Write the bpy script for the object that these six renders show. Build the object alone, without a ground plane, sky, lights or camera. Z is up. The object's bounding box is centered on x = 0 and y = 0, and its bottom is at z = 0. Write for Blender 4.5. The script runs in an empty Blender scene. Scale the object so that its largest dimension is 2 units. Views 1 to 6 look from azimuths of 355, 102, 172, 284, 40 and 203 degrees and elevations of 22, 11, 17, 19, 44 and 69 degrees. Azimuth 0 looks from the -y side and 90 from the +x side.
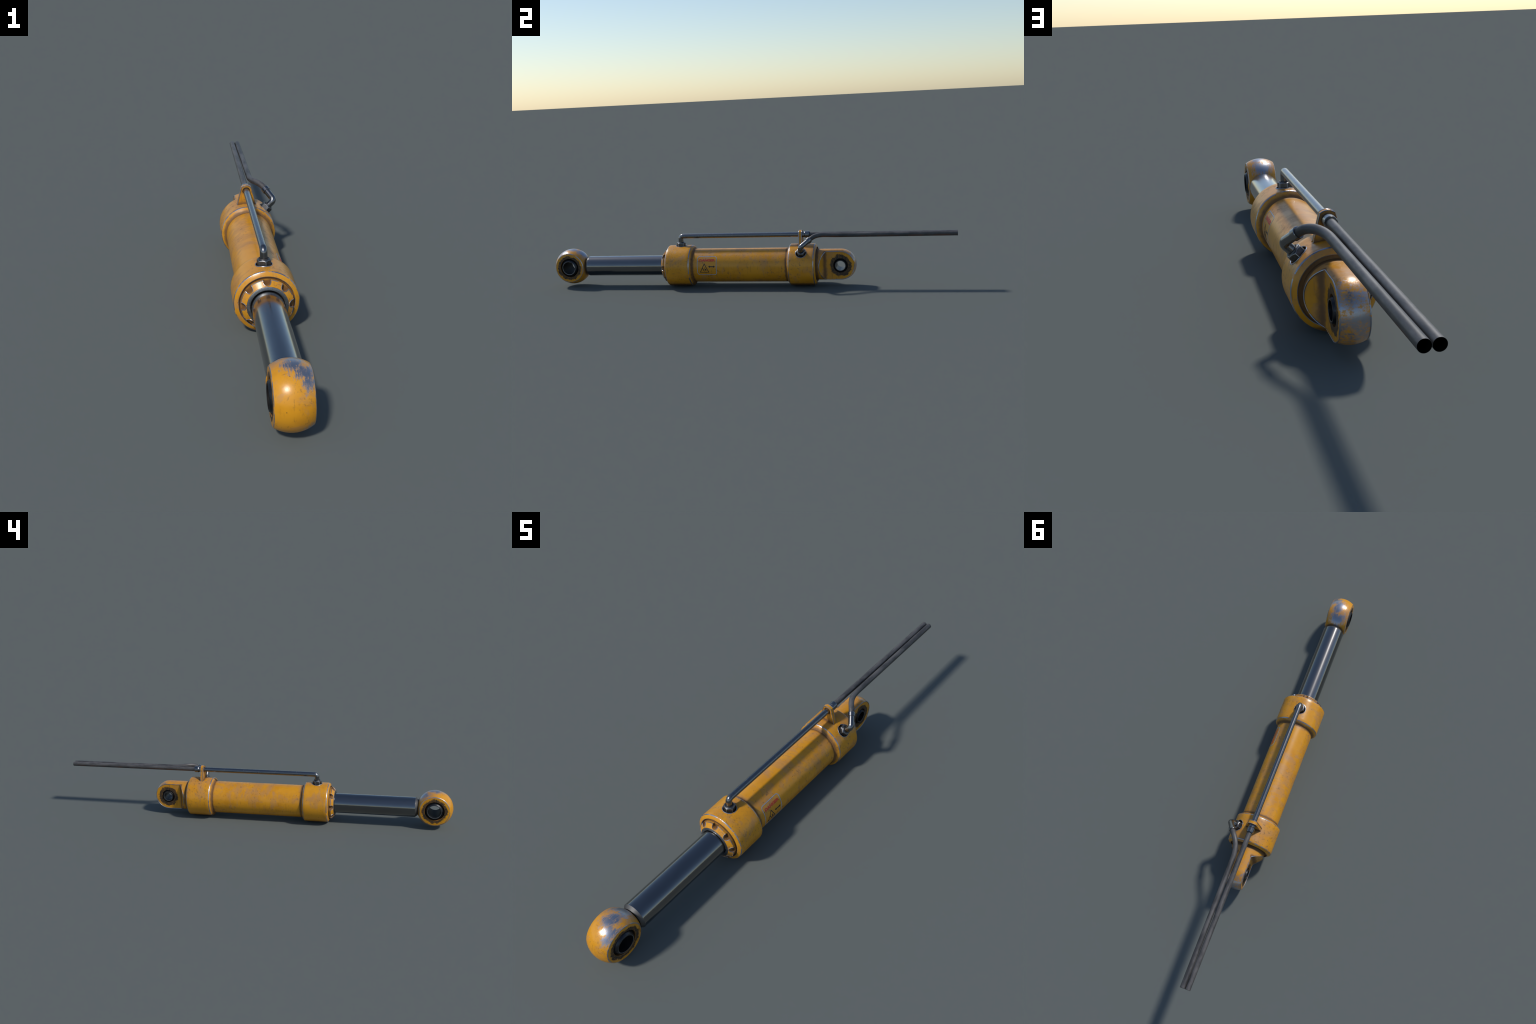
"""Old yellow excavator hydraulic ram: barrel, chromed rod, eyes, pipework, warning label."""
import bpy, bmesh, math
from mathutils import Vector, Matrix

AX, AZ = -0.006, 0.100          # the ram's own axis runs along y at this x and z
TAU = math.tau


# ------------------------------------------------------------------ mesh tools
def frame(direction, origin=(0, 0, 0), roll_hint=(0, 0, 1)):
    """Matrix whose local z follows `direction`."""
    z = Vector(direction).normalized()
    hint = Vector(roll_hint)
    if abs(z.dot(hint)) > 0.98:
        hint = Vector((1, 0, 0))
    x = hint.cross(z).normalized()
    y = z.cross(x)
    m = Matrix((x, y, z)).transposed().to_4x4()
    m.translation = Vector(origin)
    return m


def lathe(profile, matrix, segments=96, slots=None, close=True):
    """Solid of revolution about the matrix's z axis; profile = [(radius, height), ...].
    close=True joins the last point to the first (a ring); else the ends are poles."""
    bm = bmesh.new()
    rings = []
    for r, h in profile:
        if r < 1e-7:
            rings.append([bm.verts.new((0, 0, h))])
        else:
            rings.append([bm.verts.new((r * math.cos(TAU * i / segments), r * math.sin(TAU * i / segments), h))
                          for i in range(segments)])
    pairs = list(zip(rings, rings[1:])) + ([(rings[-1], rings[0])] if close else [])
    for k, (a, b) in enumerate(pairs):
        for i in range(segments):
            j = (i + 1) % segments
            quad = [a[i % len(a)], a[j % len(a)], b[j % len(b)], b[i % len(b)]]
            quad = list(dict.fromkeys(quad))
            if len(quad) > 2:
                f = bm.faces.new(quad)
                if slots:
                    f.material_index = slots[k]
    bmesh.ops.recalc_face_normals(bm, faces=bm.faces)
    bm.transform(matrix)
    if matrix.determinant() < 0:
        bmesh.ops.reverse_faces(bm, faces=bm.faces)
    return bm


def along_y(y0=0.0):
    return frame((0, 1, 0), (AX, y0, AZ))


def along_x(y, x0=0.0):
    return frame((1, 0, 0), (AX + x0, y, AZ))


def prism(outline, depth, matrix):
    """Extrude a flat outline (local xy) symmetrically along local z."""
    bm = bmesh.new()
    lo = [bm.verts.new((x, y, -depth / 2)) for x, y in outline]
    hi = [bm.verts.new((x, y, depth / 2)) for x, y in outline]
    bm.faces.new(lo[::-1])
    bm.faces.new(hi)
    n = len(outline)
    for i in range(n):
        bm.faces.new((lo[i], lo[(i + 1) % n], hi[(i + 1) % n], hi[i]))
    bmesh.ops.recalc_face_normals(bm, faces=bm.faces)
    bm.transform(matrix)
    return bm


def temp(bm):
    me = bpy.data.meshes.new("temp")
    bm.to_mesh(me)
    bm.free()
    ob = bpy.data.objects.new("temp", me)
    bpy.context.scene.collection.objects.link(ob)
    return ob


def drop(ob):
    me = ob.data
    bpy.data.objects.remove(ob)
    bpy.data.meshes.remove(me)


def carve(bm, cutters, op="DIFFERENCE"):
    """Boolean a bmesh with a list of cutter bmeshes and hand the result back as a bmesh."""
    base = temp(bm)
    helpers = [temp(c) for c in cutters]
    for h in helpers:
        mod = base.modifiers.new("cut", "BOOLEAN")
        mod.operation, mod.solver, mod.object = op, "EXACT", h
    bpy.context.view_layer.update()
    me = bpy.data.meshes.new_from_object(base.evaluated_get(bpy.context.evaluated_depsgraph_get()))
    out = bmesh.new()
    out.from_mesh(me)
    bpy.data.meshes.remove(me)
    for h in helpers + [base]:
        drop(h)
    bmesh.ops.remove_doubles(out, verts=out.verts, dist=2e-5)
    return out


def round_edges(bm, width, angle=28, segments=2, where=None, slot=-1):
    """Chamfer the convex edges that catch light; slot = material of the chamfer (-1 keeps the neighbours')."""
    edges = []
    for e in bm.edges:
        if len(e.link_faces) == 2 and e.calc_face_angle_signed(0) > math.radians(angle):
            if where is None or where((e.verts[0].co + e.verts[1].co) / 2):
                edges.append(e)
    if edges:
        bmesh.ops.bevel(bm, geom=edges, offset=width, offset_type="OFFSET", segments=segments,
                        profile=0.5, affect="EDGES", clamp_overlap=True, harden_normals=False, material=slot)
    return bm


def merge_short_rims(bm, dist, angle=25):
    """Weld the crumbs a boolean leaves along its cut, so the chamfer runs evenly."""
    rim = dict.fromkeys(v for e in bm.edges if len(e.link_faces) == 2 and e.calc_face_angle(0) > math.radians(angle) for v in e.verts)
    bmesh.ops.remove_doubles(bm, verts=list(rim), dist=dist)
    bmesh.ops.dissolve_degenerate(bm, edges=bm.edges[:], dist=1e-5)
    return bm


def add_bead(bm, points, radius, closed=False, sides=8, slot=1):
    """Lay a fine rounded bead along a sharp rim: the worn, blunted edge itself."""
    pts = [Vector(p) for p in points]
    n = len(pts)
    rings = []
    for i, p in enumerate(pts):
        a, b = (pts[i - 1], pts[(i + 1) % n]) if closed else (pts[max(i - 1, 0)], pts[min(i + 1, n - 1)])
        t = (b - a).normalized()
        u = t.orthogonal().normalized()
        if rings:
            u = (last - last.dot(t) * t).normalized()
        last = u
        w = t.cross(u)
        rings.append([bm.verts.new(p + radius * (math.cos(TAU * k / sides) * u + math.sin(TAU * k / sides) * w)) for k in range(sides)])
    pairs = list(zip(rings, rings[1:])) + ([(rings[-1], rings[0])] if closed else [])
    new = []
    for a, b in pairs:
        shift = min(range(sides), key=lambda s: (a[0].co - b[s].co).length)
        for k in range(sides):
            new.append(bm.faces.new((a[k], a[(k + 1) % sides], b[(k + 1 + shift) % sides], b[(k + shift) % sides])))
    if not closed:
        new += [bm.faces.new(rings[0]), bm.faces.new(rings[-1])]
    for f in new:
        f.material_index = slot
    bmesh.ops.recalc_face_normals(bm, faces=new)
    return bm


def finish(name, bm, materials, parent, smooth=32):
    me = bpy.data.meshes.new(name)
    bm.to_mesh(me)
    bm.free()
    for m in materials if isinstance(materials, (list, tuple)) else [materials]:
        me.materials.append(m)
    for p in me.polygons:
        p.use_smooth = True
    me.set_sharp_from_angle(angle=math.radians(smooth))
    ob = bpy.data.objects.new(name, me)
    bpy.context.scene.collection.objects.link(ob)
    ob.parent = parent
    return ob


def sweep(points, radius, sides=28, cap_start=True, bore=0.0, bore_depth=0.0):
    """Round tube along a path of points, rotation minimising frames. bore>0: open far end."""
    pts = [Vector(p) for p in points]
    bm = bmesh.new()
    tang = []
    for i in range(len(pts)):
        a, b = pts[max(i - 1, 0)], pts[min(i + 1, len(pts) - 1)]
        tang.append((b - a).normalized())
    n = tang[0].orthogonal().normalized()
    rings = []

    def ring(c, t, nn, r):
        bn = t.cross(nn)
        return [bm.verts.new(c + r * (math.cos(TAU * k / sides) * nn + math.sin(TAU * k / sides) * bn)) for k in range(sides)]

    for i, (p, t) in enumerate(zip(pts, tang)):
        n = (n - n.dot(t) * t).normalized()
        rings.append(ring(p, t, n, radius))
    inner = 0
    if bore:
        t = tang[-1]
        rings.append(ring(pts[-1], t, n, bore))
        rings.append(ring(pts[-1] - t * bore_depth, t, n, bore))
        inner = 2
    for q, (a, b) in enumerate(zip(rings, rings[1:])):
        for k in range(sides):
            f = bm.faces.new((a[k], a[(k + 1) % sides], b[(k + 1) % sides], b[k]))
            if inner and q >= len(rings) - 2:
                f.material_index = 1
    if cap_start:
        bm.faces.new(rings[0])
    end = bm.faces.new(rings[-1])
    end.material_index = 1 if inner else 0
    bmesh.ops.recalc_face_normals(bm, faces=bm.faces)
    return bm


def fillet_path(corners, radii, steps=10):
    """Polyline with its inner corners rounded to arcs of the given centreline radii."""
    pts = [Vector(corners[0])]
    for i in range(1, len(corners) - 1):
        p, a, b = Vector(corners[i]), Vector(corners[i - 1]), Vector(corners[i + 1])
        u, v = (a - p).normalized(), (b - p).normalized()
        half = u.angle(v) / 2
        reach = radii[i - 1] / math.tan(half)
        centre = p + (u + v).normalized() * radii[i - 1] / math.sin(half)
        s, e = p + u * reach - centre, p + v * reach - centre
        for k in range(steps + 1):
            pts.append(centre + s.normalized().slerp(e.normalized(), k / steps) * radii[i - 1])
    pts.append(Vector(corners[-1]))
    return pts


def densify(points, step):
    out = []
    for a, b in zip(points, points[1:]):
        n = max(1, int((b - a).length / step))
        out += [a.lerp(b, k / n) for k in range(n)]
    return out + [points[-1]]


def bezier(p0, p1, p2, p3, n):
    p0, p1, p2, p3 = map(Vector, (p0, p1, p2, p3))
    return [(1 - t) ** 3 * p0 + 3 * t * (1 - t) ** 2 * p1 + 3 * t * t * (1 - t) * p2 + t ** 3 * p3
            for t in (k / n for k in range(n + 1))]


# ------------------------------------------------------------------ material tools
class Nodes:
    def __init__(self, name):
        self.mat = bpy.data.materials.new(name)
        self.mat.use_nodes = True
        self.t = self.mat.node_tree
        self.bsdf = self.t.nodes["Principled BSDF"]
        self.pos = self.new("ShaderNodeTexCoord").outputs["Object"]
        self.geo = self.new("ShaderNodeNewGeometry")

    def new(self, kind, **kw):
        n = self.t.nodes.new(kind)
        for k, v in kw.items():
            setattr(n, k, v)
        return n

    def put(self, socket, value):
        if isinstance(value, bpy.types.NodeSocket):
            self.t.links.new(value, socket)
        elif value is not None:
            if isinstance(value, (tuple, list)) and len(value) == 3 and socket.type == "RGBA":
                value = (*value, 1)
            socket.default_value = value

    def math(self, op, a, b=None, c=None, clamp=False):
        n = self.new("ShaderNodeMath", operation=op, use_clamp=clamp)
        for s, v in zip(n.inputs, (a, b, c)):
            self.put(s, v)
        return n.outputs[0]

    def vmath(self, op, a, b=None):
        n = self.new("ShaderNodeVectorMath", operation=op)
        self.put(n.inputs[0], a)
        self.put(n.inputs[1], b)
        return n.outputs["Value"] if op in ("LENGTH", "DISTANCE", "DOT_PRODUCT") else n.outputs[0]

    def mapped(self, scale=(1, 1, 1), offset=(0, 0, 0), rot=(0, 0, 0)):
        n = self.new("ShaderNodeMapping")
        self.put(n.inputs["Vector"], self.pos)
        n.inputs["Scale"].default_value = scale
        n.inputs["Location"].default_value = offset
        n.inputs["Rotation"].default_value = rot
        return n.outputs[0]

    def noise(self, scale, detail=4, rough=0.55, vec=None, distort=0.0):
        n = self.new("ShaderNodeTexNoise")
        self.put(n.inputs["Vector"], vec or self.pos)
        for k, v in (("Scale", scale), ("Detail", detail), ("Roughness", rough), ("Distortion", distort)):
            n.inputs[k].default_value = v
        return n.outputs["Fac"]

    def step(self, value, lo, hi):
        """Smooth 0..1 rise of value between lo and hi."""
        n = self.new("ShaderNodeMapRange", interpolation_type="SMOOTHSTEP")
        self.put(n.inputs["Value"], value)
        n.inputs["From Min"].default_value, n.inputs["From Max"].default_value = lo, hi
        return n.outputs[0]

    def mix(self, fac, a, b):
        n = self.new("ShaderNodeMix", data_type="RGBA")
        self.put(n.inputs[0], fac)
        self.put(n.inputs[6], a)
        self.put(n.inputs[7], b)
        return n.outputs[2]

    def fmix(self, fac, a, b):
        n = self.new("ShaderNodeMix", data_type="FLOAT")
        self.put(n.inputs[0], fac)
        self.put(n.inputs[2], a)
        self.put(n.inputs[3], b)
        return n.outputs[0]

    def xyz(self, v=None):
        n = self.new("ShaderNodeSeparateXYZ")
        self.put(n.inputs[0], v or self.pos)
        return n.outputs

    def occlusion(self, distance, inside=False, samples=12):
        n = self.new("ShaderNodeAmbientOcclusion", inside=inside, samples=samples)
        n.inputs["Distance"].default_value = distance
        return n.outputs["AO"]

    def bump(self, height, strength, distance):
        n = self.new("ShaderNodeBump")
        self.put(n.inputs["Height"], height)
        n.inputs["Strength"].default_value = strength
        n.inputs["Distance"].default_value = distance
        self.put(self.bsdf.inputs["Normal"], n.outputs[0])

    def set(self, **kw):
        for k, v in kw.items():
            self.put(self.bsdf.inputs[k.replace("_", " ")], v)
        return self.mat


PAINT = (0.650, 0.282, 0.012)
PAINT_DEEP = (0.590, 0.247, 0.009)
DUST = (0.400, 0.205, 0.085)
GRIME = (0.120, 0.072, 0.040)
CREVICE_SHADE = (0.105, 0.050, 0.022)  # brown for the corner shade and dirt put into the paint colour
GREASE = (0.014, 0.012, 0.011)
BARE = (0.32, 0.37, 0.45)


def painted(name, wear=None, grease=None, edge=False, dusty=1.0, shade_bands=()):
    """Sun-bleached machine paint: dust blotches, grime, specks, drips, painted crevice shade with dirt, bare-metal edges.
    wear(N) -> 0..1 rubbed-through areas; grease = (pin_y, r_in, r_out) ring on faces square to x."""
    N = Nodes(name)
    nx, ny, nz = N.xyz(N.geo.outputs["Normal"])
    x, y, z = N.xyz()
    tone = N.noise(11, 5, 0.6)
    col = N.mix(N.step(tone, 0.40, 0.62), PAINT, PAINT_DEEP)
    # dusty pink-brown blotches, more on upward faces
    up = N.math("MULTIPLY_ADD", nz, 0.05, 0.0)
    blotch = N.math("ADD", N.math("MULTIPLY_ADD", N.noise(13, 8, 0.62, distort=0.5), 0.72, 0.14),
                    N.math("MULTIPLY_ADD", N.noise(1, 5, 0.7, vec=N.mapped((16, 75, 16))), 0.28, -0.14))
    blotch = N.math("ADD", blotch, up)
    blotch_m = N.math("ADD", N.math("MULTIPLY", N.step(blotch, 0.515, 0.555), 0.30 * dusty), N.math("MULTIPLY", N.step(blotch, 0.54, 0.66), 0.38 * dusty))
    col = N.mix(blotch_m, col, DUST)
    # fine rubbed grime inside broader areas
    area = N.step(N.noise(6, 3), 0.43, 0.60)
    fine = N.step(N.noise(85, 6, 0.7), 0.54, 0.68)
    grime_m = N.math("MULTIPLY", N.math("MULTIPLY", area, fine), 0.72)
    col = N.mix(grime_m, col, GRIME)
    # smears running round the circumference
    smear = N.step(N.noise(1, 5, 0.62, vec=N.mapped((24, 210, 24))), 0.63, 0.73)
    col = N.mix(N.math("MULTIPLY", smear, 0.38), col, GRIME)
    # drips down the near-vertical faces
    drip = N.step(N.noise(1, 3, 0.5, vec=N.mapped((150, 150, 9), (3, 1, 0))), 0.60, 0.76)
    flat = N.math("SUBTRACT", 1.0, N.math("ABSOLUTE", nz), clamp=True)
    col = N.mix(N.math("MULTIPLY", N.math("MULTIPLY", drip, flat), 0.6), col, (0.085, 0.040, 0.018))
    # small chips and specks
    vor = N.new("ShaderNodeTexVoronoi", feature="F1")
    N.put(vor.inputs["Vector"], N.pos)
    vor.inputs["Scale"].default_value = 75
    chosen = N.step(N.xyz(vor.outputs["Color"])[0], 0.80, 0.82)
    dot = N.math("SUBTRACT", 1.0, N.step(vor.outputs["Distance"], 0.07, 0.16))
    col = N.mix(N.math("MULTIPLY", N.math("MULTIPLY", chosen, dot), 0.7), col, (0.07, 0.035, 0.018))
    rough = N.fmix(N.math("ADD", blotch_m, grime_m, clamp=True), 0.30, 0.55)
    # brown occlusion shade and dirt, painted into the inner corners
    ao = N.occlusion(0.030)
    corner_shade = N.math("ADD", N.math("SUBTRACT", 1.0, ao), N.math("MULTIPLY_ADD", N.noise(60, 5, 0.65), 0.36, -0.18))
    for yc, half, min_nx in shade_bands:          # known seams: soft ring of painted shade round the ram at y = yc
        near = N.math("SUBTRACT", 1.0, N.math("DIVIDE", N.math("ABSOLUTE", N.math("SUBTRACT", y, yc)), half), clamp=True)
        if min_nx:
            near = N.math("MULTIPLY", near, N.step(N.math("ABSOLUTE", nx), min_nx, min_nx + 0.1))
        corner_shade = N.math("ADD", corner_shade, N.math("MULTIPLY", near, 0.42))
    crev = N.math("MULTIPLY", N.step(corner_shade, 0.14, 0.44), 0.86)
    col = N.mix(crev, col, CREVICE_SHADE)
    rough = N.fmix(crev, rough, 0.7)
    if grease:
        py, r0, r1 = grease
        dy = N.math("SUBTRACT", y, py)
        dz = N.math("SUBTRACT", z, AZ)
        rad = N.math("SQRT", N.math("ADD", N.math("MULTIPLY", dy, dy), N.math("MULTIPLY", dz, dz)))
        ragged = N.math("ADD", N.math("MULTIPLY_ADD", N.noise(48, 4, 0.65), 0.030, -0.015),
                        N.math("MULTIPLY_ADD", N.noise(190, 4, 0.7), 0.016, -0.008))
        ring = N.math("SUBTRACT", 1.0, N.step(N.math("ADD", rad, ragged), r1 - 0.0025, r1 + 0.0025))
        side = N.step(N.math("ABSOLUTE", nx), 0.90, 0.96)
        g = N.math("MULTIPLY", ring, side)
        body = N.math("MULTIPLY", g, N.math("MULTIPLY_ADD", N.noise(150, 4, 0.65), 0.8, 0.52, clamp=True))
        col = N.mix(body, col, GREASE)
        rough = N.fmix(body, rough, 0.6)
    # bare metal on the chamfers (their own slot) and wherever the paint is rubbed through
    metal = 0.0
    if edge:
        metal = N.math("MULTIPLY", N.step(N.noise(60, 5, 0.7), 0.38, 0.50), 0.95)
    if wear:
        metal = N.math("MAXIMUM", metal, wear(N))
    col = N.mix(metal, col, BARE)
    rough = N.fmix(metal, rough, 0.32)
    if not (edge or wear):
        N.bump(N.noise(220, 4, 0.6), 0.08, 0.0008)
        return N.set(Base_Color=col, Roughness=rough)
    N.bump(N.math("ADD", N.noise(220, 4, 0.6), N.math("MULTIPLY", metal, -0.6)), 0.10, 0.0008)
    return N.set(Base_Color=col, Roughness=rough, Metallic=N.math("MULTIPLY", metal, 0.95))


def eye_wear(N):
    """Rubbed patches on top and at the back of the rod eye, streaked along the ram."""
    p = N.vmath("SUBTRACT", N.pos, (AX, -0.912, AZ))
    grain = N.noise(1, 8, 0.75, vec=N.mapped((250, 34, 48), (0, 0, 0), (0, 0, 0.40)))
    broad = N.noise(26, 5, 0.65)
    total = None
    for centre, reach in (((0.000, 0.060, 0.064), 0.054), ((0.006, 0.015, 0.086), 0.036),
                          ((0.028, -0.026, 0.080), 0.046), ((0.004, -0.010, 0.088), 0.042), ((0.034, -0.055, 0.062), 0.030),
                          ((0.036, -0.052, -0.058), 0.030)):
        d = N.vmath("DISTANCE", p, centre)
        near = N.math("SUBTRACT", 1.0, N.math("DIVIDE", d, reach))
        total = near if total is None else N.math("MAXIMUM", total, near)
    field = N.math("ADD", total, N.math("ADD", N.math("MULTIPLY_ADD", grain, 2.7, -1.35),
                                        N.math("ADD", N.math("MULTIPLY_ADD", broad, 1.5, -0.75), N.math("MULTIPLY_ADD", N.noise(330, 4, 0.7), 1.0, -0.5))))
    nx = N.xyz(N.geo.outputs["Normal"])[0]
    skin = N.math("SUBTRACT", 1.0, N.step(N.math("ABSOLUTE", nx), 0.75, 0.9))
    return N.math("MULTIPLY", N.math("MULTIPLY", N.step(field, 0.10, 0.85), skin), 0.92)


def lug_wear(N):
    """The rounded end of the base lug is rubbed almost bare."""
    x, y, z = N.xyz()
    grain = N.noise(1, 8, 0.78, vec=N.mapped((80, 80, 190)))
    broad = N.noise(34, 6, 0.7)
    field = N.math("ADD", N.math("MINIMUM", N.math("MULTIPLY_ADD", y, 15.0, -7.20), 0.42),
                   N.math("ADD", N.math("MULTIPLY_ADD", grain, 2.4, -1.2), N.math("ADD", N.math("MULTIPLY_ADD", broad, 2.6, -1.3), N.math("MULTIPLY_ADD", N.noise(300, 4, 0.7), 1.4, -0.7))))
    low = N.math("MULTIPLY", N.step(z, 0.115, 0.03), -0.25)
    nx = N.xyz(N.geo.outputs["Normal"])[0]
    skin = N.math("SUBTRACT", 1.0, N.step(N.math("ABSOLUTE", nx), 0.80, 0.93))
    return N.math("MULTIPLY", N.math("MULTIPLY", N.step(N.math("ADD", field, low), -0.15, 0.75), skin), 0.90)


def steel(name, base, rough, vary=0.1, scale=(40, 40, 40), dirt=None, metallic=1.0, dirt_amount=0.5, graze=None, bump=0.04, film=0.0):
    N = Nodes(name)
    n = N.noise(1, 6, 0.62, vec=N.mapped(scale))
    col = N.mix(N.step(n, 0.35, 0.68), base, tuple(c * (1 - 2.2 * vary) for c in base))
    r = N.fmix(n, rough - vary * 0.6, rough + vary * 0.9)
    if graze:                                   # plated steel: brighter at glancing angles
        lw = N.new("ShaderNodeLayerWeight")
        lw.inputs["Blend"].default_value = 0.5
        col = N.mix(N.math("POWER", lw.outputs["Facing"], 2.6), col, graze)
    met = metallic
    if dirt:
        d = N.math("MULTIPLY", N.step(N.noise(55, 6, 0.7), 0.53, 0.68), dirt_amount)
        ao = N.step(N.math("SUBTRACT", 1.0, N.occlusion(0.015)), 0.35, 0.75)  # occlusion shade painted into recesses, in the dirt colour
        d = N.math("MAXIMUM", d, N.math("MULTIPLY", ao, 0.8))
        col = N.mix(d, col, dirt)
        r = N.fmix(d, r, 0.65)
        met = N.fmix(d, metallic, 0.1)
    if film:                                    # thin oily film: a dim, broad second sheen
        N.set(Coat_Weight=film, Coat_Roughness=0.36)
    if bump:
        N.bump(n, bump, 0.0006)
    return N.set(Base_Color=col, Roughness=r, Metallic=met)


def rubber(name):
    N = Nodes(name)
    n = N.noise(1, 5, 0.6, vec=N.mapped((45, 16, 45)))
    col = N.mix(N.step(n, 0.36, 0.66), (0.098, 0.092, 0.089), (0.040, 0.038, 0.038))
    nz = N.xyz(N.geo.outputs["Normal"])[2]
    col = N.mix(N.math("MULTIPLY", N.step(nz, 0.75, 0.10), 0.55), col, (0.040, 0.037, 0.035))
    under = N.math("MULTIPLY", N.step(N.math("MULTIPLY", nz, -1.0), -0.25, 0.5), N.step(N.noise(24, 5, 0.65), 0.42, 0.60))
    col = N.mix(N.math("MULTIPLY", under, 0.75), col, (0.115, 0.050, 0.030))
    N.bump(N.noise(180, 4, 0.6), 0.12, 0.0008)
    return N.set(Base_Color=col, Roughness=0.48)


def plain(name, colour, rough=0.6, metallic=0.0, gloss=0.5):
    N = Nodes(name)
    N.bsdf.inputs["Specular IOR Level"].default_value = gloss
    n = N.noise(90, 4)
    return N.set(Base_Color=N.mix(N.step(n, 0.45, 0.75), colour, tuple(c * 0.72 for c in colour)),
                 Roughness=rough, Metallic=metallic)


M_BODY = painted("worn_orange_paint", shade_bands=((-0.2590, 0.013, 0), (0.2060, 0.013, 0)))
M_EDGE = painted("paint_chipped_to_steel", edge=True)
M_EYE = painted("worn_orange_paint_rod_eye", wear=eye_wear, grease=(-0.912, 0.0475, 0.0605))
M_LUG = painted("worn_orange_paint_base_lug", wear=lug_wear, grease=(0.4590, 0.034, 0.0515), shade_bands=((0.3470, 0.014, 0), (0.3850, 0.016, 0.3)))
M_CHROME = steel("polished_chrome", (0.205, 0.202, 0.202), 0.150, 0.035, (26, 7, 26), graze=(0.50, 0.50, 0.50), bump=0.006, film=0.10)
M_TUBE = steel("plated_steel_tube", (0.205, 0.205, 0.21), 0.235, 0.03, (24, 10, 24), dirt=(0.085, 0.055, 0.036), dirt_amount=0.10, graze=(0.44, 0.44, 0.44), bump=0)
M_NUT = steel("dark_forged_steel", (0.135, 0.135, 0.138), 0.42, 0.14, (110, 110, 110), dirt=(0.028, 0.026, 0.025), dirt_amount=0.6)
M_NUT_EDGE = steel("rubbed_nut_corner", (0.36, 0.365, 0.38), 0.36, 0.10, (110, 110, 110))
M_TURNED = steel("dull_turned_steel", (0.150, 0.150, 0.152), 0.58, 0.05, (60, 60, 60))
M_NECK = plain("black_neck_steel", (0.020, 0.020, 0.023), 0.5, 0.3)  # near-black colour for the undercut neck
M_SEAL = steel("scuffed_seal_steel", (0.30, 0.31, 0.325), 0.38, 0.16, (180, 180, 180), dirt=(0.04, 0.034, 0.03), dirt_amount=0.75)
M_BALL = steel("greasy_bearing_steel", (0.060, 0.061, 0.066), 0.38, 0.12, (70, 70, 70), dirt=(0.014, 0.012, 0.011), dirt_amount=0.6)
M_BALL_EDGE = steel("bearing_edge_highlight", (0.26, 0.265, 0.28), 0.36, 0.10, (90, 90, 90))  # paler steel paints the highlight along the ring's bore edges
M_RACE = plain("matte_black", (0.010, 0.009, 0.009), 0.6, gloss=0.12)  # near-black for bearing races, eye bore and the ring behind the seal
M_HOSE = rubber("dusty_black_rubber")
M_VOID = plain("hose_bore_black", (0.004, 0.004, 0.004), 0.9, gloss=0.0)
M_RED = plain("faded_red_print", (0.58, 0.045, 0.020), 0.5)
M_INK = plain("black_print", (0.020, 0.019, 0.020), 0.5)
M_RIM = plain("grey_blue_print", (0.33, 0.37, 0.43), 0.45)

# ------------------------------------------------------------------ the thing
ram = bpy.data.objects.new("hydraulic_cylinder", None)
bpy.context.scene.collection.objects.link(ram)
ram["label"] = "worn orange hydraulic ram with chrome rod and two hoses"
ram["category"] = "hydraulic cylinder"
ram.empty_display_size = 0.1

# barrel: plain tube let into the two collars
barrel = finish("barrel", lathe([(0, -0.285), (0.0820, -0.285), (0.0820, 0.232), (0, 0.232)], along_y(), 128, close=False), M_BODY, ram)


def collar(name, y_front, y_back, lip_front, lip_back, port_y, port_dir):
    """Heavy collar; each end face slopes to an inner lip; a round port is sunk into it."""
    r_f, dy_f, deep_f = lip_front
    r_b, dy_b, deep_b = lip_back
    c = 0.0024                                     # worn chamfer on every outer corner
    tf, tb = dy_f / (0.1 - r_f), dy_b / (0.1 - r_b)
    prof = [(0.035, y_front + deep_f, 0), (r_f, y_front + deep_f, 0), (r_f, y_front - dy_f + c * 0.6, 1), (r_f + c * 0.8, y_front - dy_f + tf * c * 0.8, 0),
            (0.1 - c, y_front - c * tf, 1), (0.1 - c * 0.25, y_front + c * 0.35, 1), (0.1, y_front + c, 0)]
    prof += [(0.1, y_front + (y_back - y_front) * k / 8, 0) for k in range(1, 8)]
    prof += [(0.1, y_back - c, 1), (0.1 - c * 0.25, y_back - c * 0.35, 1), (0.1 - c, y_back + c * tb, 0)]
    if r_b > 0.083:                                # a free lip, not butted on the barrel
        prof += [(r_b + c * 0.8, y_back + dy_b - tb * c * 0.8, 1), (r_b, y_back + dy_b - c * 0.6, 0)]
    else:
        prof += [(r_b, y_back + dy_b, 0)]
    prof += [(r_b, y_back - deep_b, 0), (0.035, y_back - deep_b, 0)]
    if r_f < 0.083:
        prof[2:4] = [(r_f, y_front - dy_f, 0)]
    bm = lathe([p[:2] for p in prof], along_y(), 144, slots=[p[2] for p in prof])
    d = Vector(port_dir).normalized()
    port_r = 0.0258
    port = lathe([(0, 0.078), (port_r, 0.078), (port_r, 0.13), (0, 0.13)], frame(d, (AX, port_y, AZ)), 48, close=False)
    bm = carve(bm, [port])
    rim = []
    side = Vector((0, 1, 0)).cross(d)
    for k in range(64):                            # where the port breaks the collar's skin
        u, v = port_r * math.cos(TAU * k / 64), port_r * math.sin(TAU * k / 64)
        rim.append(Vector((AX, port_y + v, AZ)) + side * u + d * math.sqrt(0.1 ** 2 - u * u))
    add_bead(bm, rim, 0.0015, closed=True)
    return finish(name, bm, [M_BODY, M_EDGE], ram)


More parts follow.
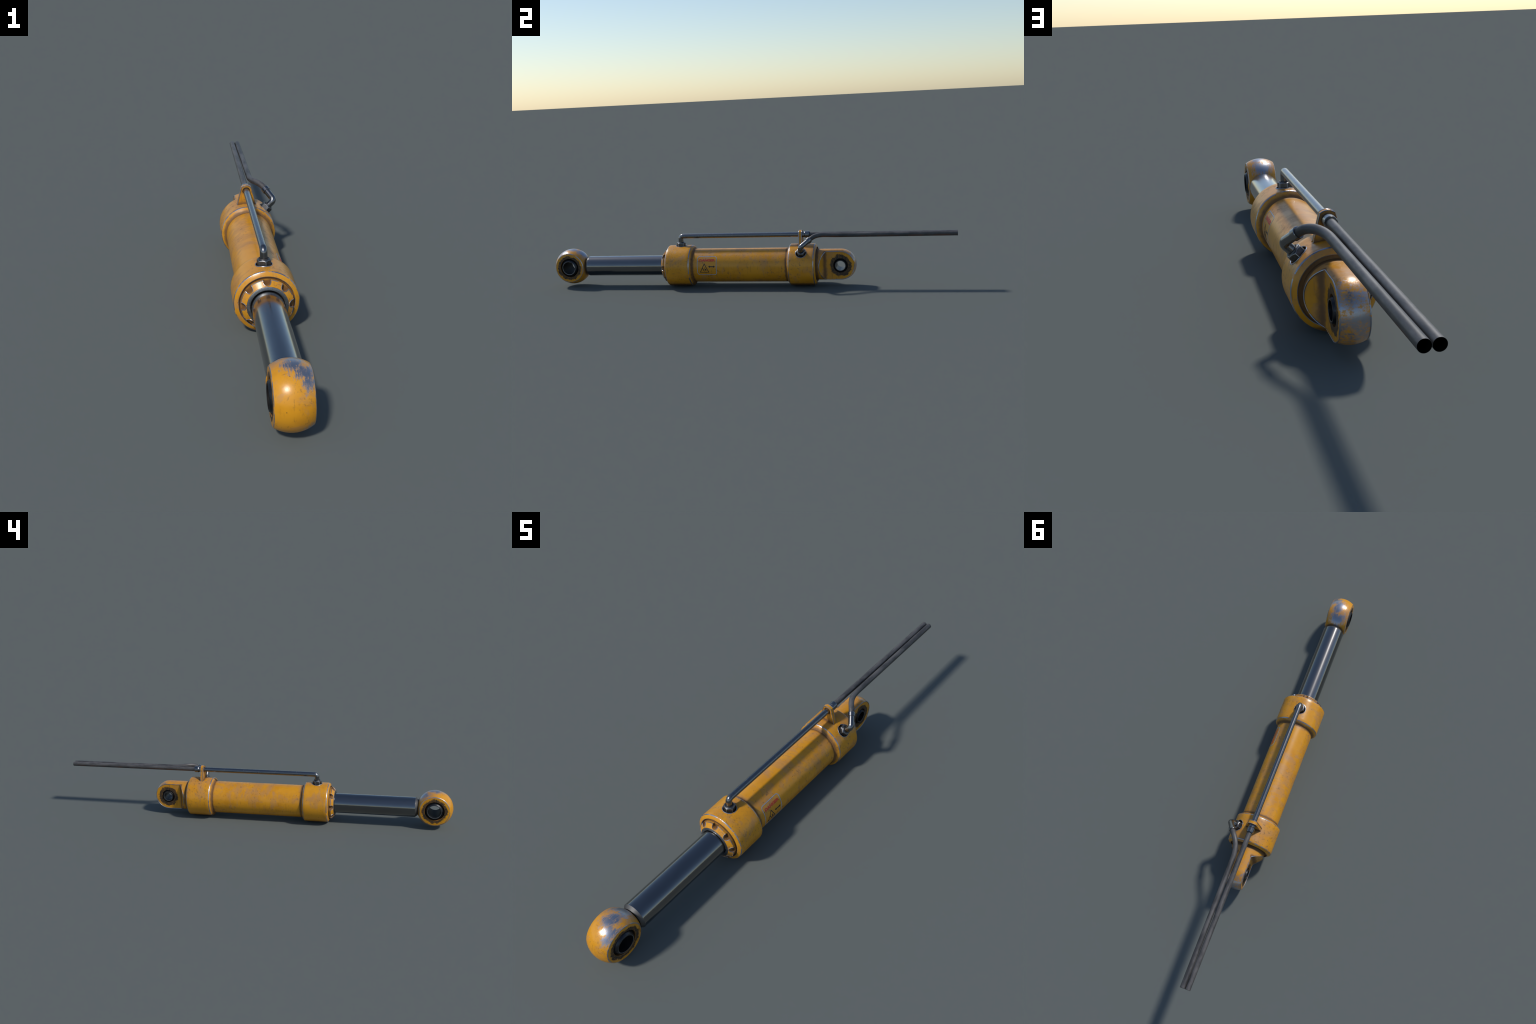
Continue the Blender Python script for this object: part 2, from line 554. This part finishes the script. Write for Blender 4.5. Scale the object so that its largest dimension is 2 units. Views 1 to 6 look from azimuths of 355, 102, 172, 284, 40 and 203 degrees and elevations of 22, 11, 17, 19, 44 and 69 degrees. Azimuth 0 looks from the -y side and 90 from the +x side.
PORT_UP, PORT_TILT = (0, 0, 1), (math.sin(math.radians(45)), 0, math.cos(math.radians(45)))
collar("head_collar", -0.3900, -0.2715, (0.0840, 0.0075, -0.0015), (0.0816, 0.0130, 0.010), -0.3295, PORT_UP)
collar("base_collar", 0.2180, 0.3370, (0.0816, 0.0125, 0.010), (0.0840, 0.0090, -0.0035), 0.2775, PORT_TILT)

# gland nut with eight spanner notches round its rim
gland = lathe([(0.0540, -0.380), (0.0540, -0.4185), (0.0630, -0.4200), (0.0790, -0.4075), (0.0790, -0.380)], along_y(), 144)
notches = []
for k in range(8):
    a = math.radians(45 * k)
    notches.append(lathe([(0, -0.44), (0.0120, -0.44), (0.0120, -0.4000), (0, -0.4000)],
                         frame((0, 1, 0), (AX + 0.0762 * math.cos(a), 0, AZ + 0.0762 * math.sin(a))), 32, close=False))
gland = carve(gland, notches)
GLAND_R, SLOPE = 0.0790, 0.0125 / 0.0160
for k in range(8):
    a = math.radians(45 * k)
    arc = []
    for q in range(61):                            # the notch's lip, on the gland's coned face
        b = a + math.pi - math.radians(125) + math.radians(250) * q / 60
        px, pz = 0.0762 * math.cos(a) + 0.0120 * math.cos(b), 0.0762 * math.sin(a) + 0.0120 * math.sin(b)
        r = math.hypot(px, pz)
        if r <= GLAND_R:
            arc.append(Vector((AX + px, -0.4200 + (r - 0.0630) * SLOPE, AZ + pz)))
    add_bead(gland, arc, 0.0011)
    rim = []
    reach = 2 * math.asin(0.0120 / 2 / GLAND_R) * 0.97
    for q in range(13):                            # outer rim between one notch and the next
        b = a + reach + (math.radians(45) - 2 * reach) * q / 12
        rim.append(Vector((AX + GLAND_R * math.cos(b), -0.4075, AZ + GLAND_R * math.sin(b))))
    add_bead(gland, rim, 0.0012)
finish("gland_nut", gland, [M_BODY, M_EDGE], ram)
finish("wiper_seal", lathe([(0.0515, -0.395), (0.0515, -0.4205), (0.0530, -0.4222), (0.0600, -0.4222), (0.0624, -0.4208), (0.0624, -0.395)],
                           along_y(), 96), M_SEAL, ram)
finish("dark_seal_ring", lathe([(0.040, -0.395), (0.040, -0.4185), (0.053, -0.4185), (0.053, -0.395)], along_y(), 64), M_RACE, ram)  # solid black ring, added to read as the dark gap round the rod

# piston rod: chrome bar, turned chamfer, black neck into the eye
rod_prof = [(0, -0.385), (0.0495, -0.385), (0.0495, -0.390), (0.0495, -0.8160), (0.0495, -0.8178), (0.0492, -0.8187), (0.0400, -0.8300), (0.0385, -0.8306),
            (0.0345, -0.8306), (0.0345, -0.850), (0, -0.850)]
finish("piston_rod", lathe(rod_prof, along_y(), 96, slots=[0, 0, 0, 0, 0, 1, 1, 2, 2, 2], close=False), [M_CHROME, M_TURNED, M_NECK], ram, 20)

# rod eye: ball sliced flat on both sides and bored for the pin, turned about the pin's axis, with a short neck
EYE_Y, EYE_R, EYE_W, BORE = -0.912, 0.0885, 0.050, 0.0478
c = 0.0020
a0 = math.asin((EYE_W - c * 0.9) / EYE_R)
rim_r = math.sqrt(EYE_R ** 2 - EYE_W ** 2)
half = [(BORE, 0.0, 0), (BORE, EYE_W - 0.0008, 0), (BORE + 0.0008, EYE_W, 0), (rim_r - c, EYE_W, 1), (rim_r - c * 0.1, EYE_W - c * 0.25, 1)]
half += [(EYE_R * math.cos(a0 * (1 - k / 20)), EYE_R * math.sin(a0 * (1 - k / 20)), 0) for k in range(21)]
prof = half + [(r, -h, 0) for r, h, m in half[-2:0:-1]]
slots = [m for r, h, m in prof]
for k in range(len(prof)):                         # mirror the rim's worn faces on the far side
    h1, h2 = prof[k][1], prof[(k + 1) % len(prof)][1]
    r1, r2 = prof[k][0], prof[(k + 1) % len(prof)][0]
    if h1 < 0 and h2 < -EYE_W + c and min(r1, r2) > rim_r - c * 1.01 and abs(h1) > EYE_W - c:
        slots[k] = 1
eye = lathe([p[:2] for p in prof], along_x(EYE_Y), 128, slots=slots)
neck = lathe([(0.030, -0.858), (0.0535, -0.8450), (0.0490, -0.8405), (0.0465, -0.8375), (0.0445, -0.8365), (0.030, -0.8365)], along_y(), 96)
rod_eye = finish("rod_eye", eye, [M_EYE, M_EDGE], ram)
finish("eye_neck", neck, M_EYE, rod_eye)


def bearing(name, y, race_r, half, ball_r, tip_r, tip, bore, parent, bore_slot):
    """Spherical plain bearing: black race sunk in the eye, coned inner ring standing proud, open bore."""
    finish("bearing_race", lathe([(race_r + 0.0015, -half), (race_r + 0.0015, half), (race_r - 0.004, half), (race_r - 0.004, -half)],
                                 along_x(y), 72), M_RACE, parent)
    prof = [(bore, -tip), (bore + 0.0018, -tip - 0.0006), (tip_r, -tip), (tip_r + 0.55 * (ball_r - tip_r), -tip + 0.008), (ball_r, -half + 0.004),
            (ball_r + 0.001, 0.0), (ball_r, half - 0.004), (tip_r + 0.55 * (ball_r - tip_r), tip - 0.008), (tip_r, tip), (bore + 0.0018, tip + 0.0006), (bore, tip)]
    return finish(name, lathe(prof, along_x(y), 72, slots=[1, 0, 0, 0, 0, 0, 0, 0, 0, 1, bore_slot]), [M_BALL, M_BALL_EDGE, M_RACE], parent, 40)


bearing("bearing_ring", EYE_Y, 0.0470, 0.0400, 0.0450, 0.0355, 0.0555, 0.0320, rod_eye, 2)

# base lug: round bar with a domed end, milled flat on both sides with sloping shoulders
LUG_Y, LUG_R, LUG_T = 0.4590, 0.0738, 0.0318
prof = [(0, 0.325), (LUG_R, 0.325), (LUG_R, 0.345)]
for k in range(0, 33):
    a = math.pi / 2 * k / 32
    prof.append((LUG_R * math.cos(a) if k < 32 else 0, LUG_Y + LUG_R * math.sin(a)))
lug = lathe(prof, along_y(), 128, close=False)
cuts = []
for side in (-1, 1):
    slope = (0.3895 - 0.3605) / (LUG_R - LUG_T)
    crease = Vector((LUG_T, 0.3895))
    along_wall, along_flat = Vector((1, -slope)).normalized(), Vector((0, 1))
    bend = []
    reach = 0.010                                           # soft inner corner, quadratic blend
    for k in range(7):
        t = k / 6
        bend.append(crease + along_wall * reach * (1 - t) ** 2 + along_flat * reach * t ** 2)
    wedge = [(0.2, 0.3895 - slope * (0.2 - LUG_T))] + [tuple(p) for p in bend] + [(LUG_T, 0.7), (0.2, 0.7)]
    cuts.append(prism([(side * px, py) for px, py in wedge], 0.4, Matrix.Translation((AX, 0, AZ))))
lug = carve(lug, cuts)
lug = carve(lug, [lathe([(0, -0.1), (0.0345, -0.1), (0.0345, 0.1), (0, 0.1)], along_x(LUG_Y), 64, close=False)])
zt = math.sqrt(LUG_R ** 2 - LUG_T ** 2)
for side in (-1, 1):
    x = AX + side * LUG_T
    rim = [Vector((x, 0.3915 + (LUG_Y - 0.3915) * q / 6, AZ + zt)) for q in range(6)]
    rim += [Vector((x, LUG_Y + zt * math.sin(math.pi * q / 40), AZ + zt * math.cos(math.pi * q / 40))) for q in range(41)]
    rim += [Vector((x, LUG_Y + (0.3915 - LUG_Y) * q / 6, AZ - zt)) for q in range(1, 7)]
    add_bead(lug, rim, 0.0015)
    top = math.acos(LUG_T / LUG_R)
    shoulder = []
    for q in range(41):                            # the sloping shoulder's arc on the round bar
        a = top * (1 - 2 * q / 40)
        shoulder.append(Vector((AX + side * LUG_R * math.cos(a), 0.3895 - slope * (LUG_R * math.cos(a) - LUG_T), AZ + LUG_R * math.sin(a))))
    add_bead(lug, shoulder, 0.0017)
base_lug = finish("base_lug", lug, [M_LUG, M_EDGE], ram)
bearing("bearing_ring", LUG_Y, 0.0342, 0.0260, 0.0322, 0.0265, 0.0365, 0.0222, base_lug, 0)


# ------------------------------------------------------------------ pipework
def hex_nut_mesh():
    """Hexagon body with a turned chamfer and a collar ring, standing along local z, foot at z = 0."""
    r = 0.0222
    bm = prism([(r * math.cos(TAU * k / 6), r * math.sin(TAU * k / 6)) for k in range(6)], 0.036, Matrix.Translation((0, 0, 0.018)))
    cone = lathe([(0, -0.01), (0.05, -0.01), (0.05, 0.0183), (0.0222, 0.0315), (0.0172, 0.0352), (0, 0.0352)], Matrix.Identity(4), 72, close=False)
    bm = carve(bm, [cone], "INTERSECT")
    round_edges(bm, 0.0008, 20, 1, slot=1)
    ring = lathe([(0.010, 0.030), (0.0168, 0.030), (0.0168, 0.0358), (0.0160, 0.0368), (0.0145, 0.0368), (0.0138, 0.0358), (0.010, 0.0352)],
                 Matrix.Identity(4), 48)
    me = bpy.data.meshes.new("ring")
    ring.to_mesh(me)
    ring.free()
    bm.from_mesh(me)
    bpy.data.meshes.remove(me)
    return bm


nut = finish("hex_nut", hex_nut_mesh(), [M_NUT, M_NUT_EDGE], ram, 25)
nut.matrix_local = frame(PORT_UP, (AX, -0.3295, AZ + 0.0812)) @ Matrix.Rotation(math.radians(12), 4, "Z")
nut_tilt = nut.copy()
bpy.context.scene.collection.objects.link(nut_tilt)
nut_tilt.matrix_local = frame(PORT_TILT, Vector((AX, 0.2795, AZ)) + 0.0812 * Vector(PORT_TILT)) @ Matrix.Rotation(math.radians(2), 4, "Z")

PIPE_Z = AZ + 0.1466
feed = fillet_path([(AX, -0.3295, AZ + 0.105), (AX, -0.3295, PIPE_Z), (AX, 0.292, PIPE_Z)], [0.0128], 12)
pipe = finish("feed_pipe", sweep(densify(feed, 0.02), 0.0117, 32), M_TUBE, ram)

tilt = Vector(PORT_TILT)
foot = Vector((AX, 0.2795, AZ))
corner = Vector((0.0975, 0.2798, 0.2012))
ferrule_end = Vector((0.0681, 0.3233, 0.2349))
out = (ferrule_end - corner).normalized()
elbow = finish("elbow_fitting", sweep(fillet_path([foot + tilt * 0.105, corner, ferrule_end - out * 0.004], [0.0128], 12), 0.0122, 32), M_TUBE, ram)


def ferrule(name, start, direction, prof, parent):
    return finish(name, lathe(prof, frame(direction, start), 40), M_TUBE, parent, 25)


ferrule("hose_ferrule", ferrule_end, out, [(0.009, -0.0165), (0.0138, -0.0165), (0.0148, -0.0155), (0.0148, -0.0015), (0.0138, 0.0), (0.009, 0.0)], elbow)
ferrule("hose_ferrule", (AX, 0.2905, PIPE_Z), (0, 1, 0), [(0.009, -0.0155), (0.0138, -0.0155), (0.0138, -0.0030), (0.0150, -0.0005), (0.0160, 0.0012),
                                                         (0.0160, 0.0192), (0.0150, 0.0212), (0.009, 0.0212)], pipe)

HOSE_END = 1.0
hose_a = densify([Vector((AX, 0.300, PIPE_Z)), Vector((AX, HOSE_END, 0.2460))], 0.02)
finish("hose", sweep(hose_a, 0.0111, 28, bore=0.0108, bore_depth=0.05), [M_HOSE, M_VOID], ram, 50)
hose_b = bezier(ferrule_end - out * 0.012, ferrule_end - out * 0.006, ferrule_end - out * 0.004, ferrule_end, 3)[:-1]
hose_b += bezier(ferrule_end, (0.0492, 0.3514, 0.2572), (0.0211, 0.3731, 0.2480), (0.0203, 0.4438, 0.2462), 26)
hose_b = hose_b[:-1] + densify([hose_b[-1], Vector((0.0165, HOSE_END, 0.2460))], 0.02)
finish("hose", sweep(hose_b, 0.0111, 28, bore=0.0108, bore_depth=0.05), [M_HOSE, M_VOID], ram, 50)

# bracket plate welded on the base collar, arched top, hole for the pipe
outline = [(-0.0375, 0.076), (0.0375, 0.076), (0.0345, 0.0905), (0.0172, 0.1615)]
for k in range(1, 8):                                        # shallow arch between the two top corners
    u = k / 8
    outline.append((0.0172 - 0.0344 * u, 0.1615 + 0.0060 * 4 * u * (1 - u)))
outline += [(-0.0172, 0.1615), (-0.0345, 0.0905)]
plate = prism(outline, 0.0135, frame((0, -1, 0), (AX, 0.2693, AZ)))
plate = carve(plate, [lathe([(0, -0.05), (0.0138, -0.05), (0.0138, 0.05), (0, 0.05)], frame((0, 1, 0), (AX, 0.2693, PIPE_Z)), 40, close=False)])
for face in (-1, 1):                                         # rubbed edges up both sides and over the arch
    rim = [Vector((AX + px, 0.2693 + face * 0.00675, AZ + pz)) for px, pz in outline[2:-1]]
    rim = densify([Vector((AX + 0.0345, rim[0].y, AZ + 0.0945))] + rim + [Vector((AX - 0.0345, rim[0].y, AZ + 0.0945))], 0.004)
    add_bead(plate, rim, 0.0012)
finish("pipe_bracket", plate, [M_BODY, M_EDGE], ram)

# ------------------------------------------------------------------ warning label, wrapped round the barrel
LABEL_Y, LABEL_R = -0.1834, 0.0820


def on_barrel(u, v, lift):
    """Label coordinates (u along the barrel, v up round it) to the barrel's skin."""
    a = v / LABEL_R
    r = LABEL_R + lift
    return Vector((AX + r * math.cos(a), LABEL_Y + u, AZ + r * math.sin(a)))


def wrap(bm, thick=0.00035):
    """Take flat faces in the xy plane, give them thickness and bend them round the barrel."""
    for k in range(-30, 31):
        bmesh.ops.bisect_plane(bm, geom=bm.verts[:] + bm.edges[:] + bm.faces[:], plane_co=(0, k * 0.0025, 0), plane_no=(0, 1, 0))
    bmesh.ops.triangulate(bm, faces=bm.faces)
    for f in bm.faces:
        if f.normal.z < 0:
            f.normal_flip()
    top = {v: v for v in bm.verts}
    got = bmesh.ops.extrude_face_region(bm, geom=bm.faces[:])
    raised = [g for g in got["geom"] if isinstance(g, bmesh.types.BMVert)]
    lifted = set(raised)
    for v in bm.verts:
        v.co = on_barrel(v.co.x, v.co.y, thick if v in lifted else -0.0004)
    bmesh.ops.recalc_face_normals(bm, faces=bm.faces)
    return bm


def flat_band(outer, inner):
    bm = bmesh.new()
    o = [bm.verts.new((x, y, 0)) for x, y in outer]
    i = [bm.verts.new((x, y, 0)) for x, y in inner]
    n = len(o)
    for k in range(n):
        bm.faces.new((o[k], o[(k + 1) % n], i[(k + 1) % n], i[k]))
    return bm


def flat_shapes(*outlines):
    bm = bmesh.new()
    for s in outlines:
        bm.faces.new([bm.verts.new((x, y, 0)) for x, y in s])
    return bm


def rounded_box(w, h, r, cx, cy, steps=6):
    pts = []
    for q, (sx, sy) in enumerate(((1, 1), (-1, 1), (-1, -1), (1, -1))):
        for k in range(steps + 1):
            a = math.radians(90 * q + 90 * k / steps)
            pts.append((cx + sx * (w / 2 - r) + r * math.cos(a), cy + sy * (h / 2 - r) + r * math.sin(a)))
    return pts


def tri(base, height, cx, cy):
    return [(cx - base / 2, cy), (cx + base / 2, cy), (cx, cy + height)]


def disc(cx, cy, r, n=14):
    return [(cx + r * math.cos(TAU * k / n), cy + r * math.sin(TAU * k / n)) for k in range(n)]


label = finish("warning_label", wrap(flat_band(rounded_box(0.0975, 0.0955, 0.0125, 0, 0.0143), rounded_box(0.0919, 0.0899, 0.0103, 0, 0.0143))), M_RIM, barrel)

font = bpy.data.curves.new("lettering", "FONT")
font.body, font.align_x, font.align_y, font.size = "DANGER", "CENTER", "CENTER", 0.0168
font.offset = 0.0008
text = bpy.data.objects.new("lettering", font)
bpy.context.scene.collection.objects.link(text)
bpy.context.view_layer.update()
me = bpy.data.meshes.new_from_object(text.evaluated_get(bpy.context.evaluated_depsgraph_get()))
bpy.data.objects.remove(text)
bpy.data.curves.remove(font)
bm = bmesh.new()
bm.from_mesh(me)
bpy.data.meshes.remove(me)
xs, ys = [v.co.x for v in bm.verts], [v.co.y for v in bm.verts]
for v in bm.verts:                                           # fit to the printed width and height
    v.co.x = ((v.co.x - min(xs)) / (max(xs) - min(xs)) - 0.5) * 0.0790 + 0.0018
    v.co.y = ((v.co.y - min(ys)) / (max(ys) - min(ys)) - 0.5) * 0.0125 + 0.0404
finish("lettering", wrap(bm), M_RED, label)

TX, TY = -0.0121, -0.0195
finish("warning_triangle", wrap(flat_band(tri(0.0470, 0.0460, TX, TY), tri(0.0375, 0.0366, TX, TY + 0.0026))), M_INK, label)
# pictogram: a hand being crushed under a slanting bar
finish("warning_pictogram", wrap(flat_shapes(
    [(TX - 0.0105, TY + 0.0245), (TX - 0.0075, TY + 0.0235), (TX + 0.0005, TY + 0.0062), (TX - 0.0020, TY + 0.0052), (TX - 0.0065, TY + 0.0120)],
    disc(TX + 0.0020, TY + 0.0222, 0.0023),
    [(TX + 0.0012, TY + 0.0165), (TX + 0.0040, TY + 0.0180), (TX + 0.0085, TY + 0.0165), (TX + 0.0098, TY + 0.0120), (TX + 0.0060, TY + 0.0108),
     (TX + 0.0018, TY + 0.0125)],
    [(TX + 0.0022, TY + 0.0098), (TX + 0.0098, TY + 0.0092), (TX + 0.0100, TY + 0.0078), (TX + 0.0022, TY + 0.0080)])), M_INK, label)
AXC, AYC = 0.0243, 0.0092
finish("double_arrow", wrap(flat_shapes(
    [(AXC - 0.0168, AYC), (AXC - 0.0095, AYC - 0.0054), (AXC - 0.0078, AYC - 0.0022), (AXC + 0.0078, AYC - 0.0022), (AXC + 0.0095, AYC - 0.0054),
     (AXC + 0.0168, AYC), (AXC + 0.0095, AYC + 0.0054), (AXC + 0.0078, AYC + 0.0022), (AXC - 0.0078, AYC + 0.0022), (AXC - 0.0095, AYC + 0.0054)])), M_INK, label)
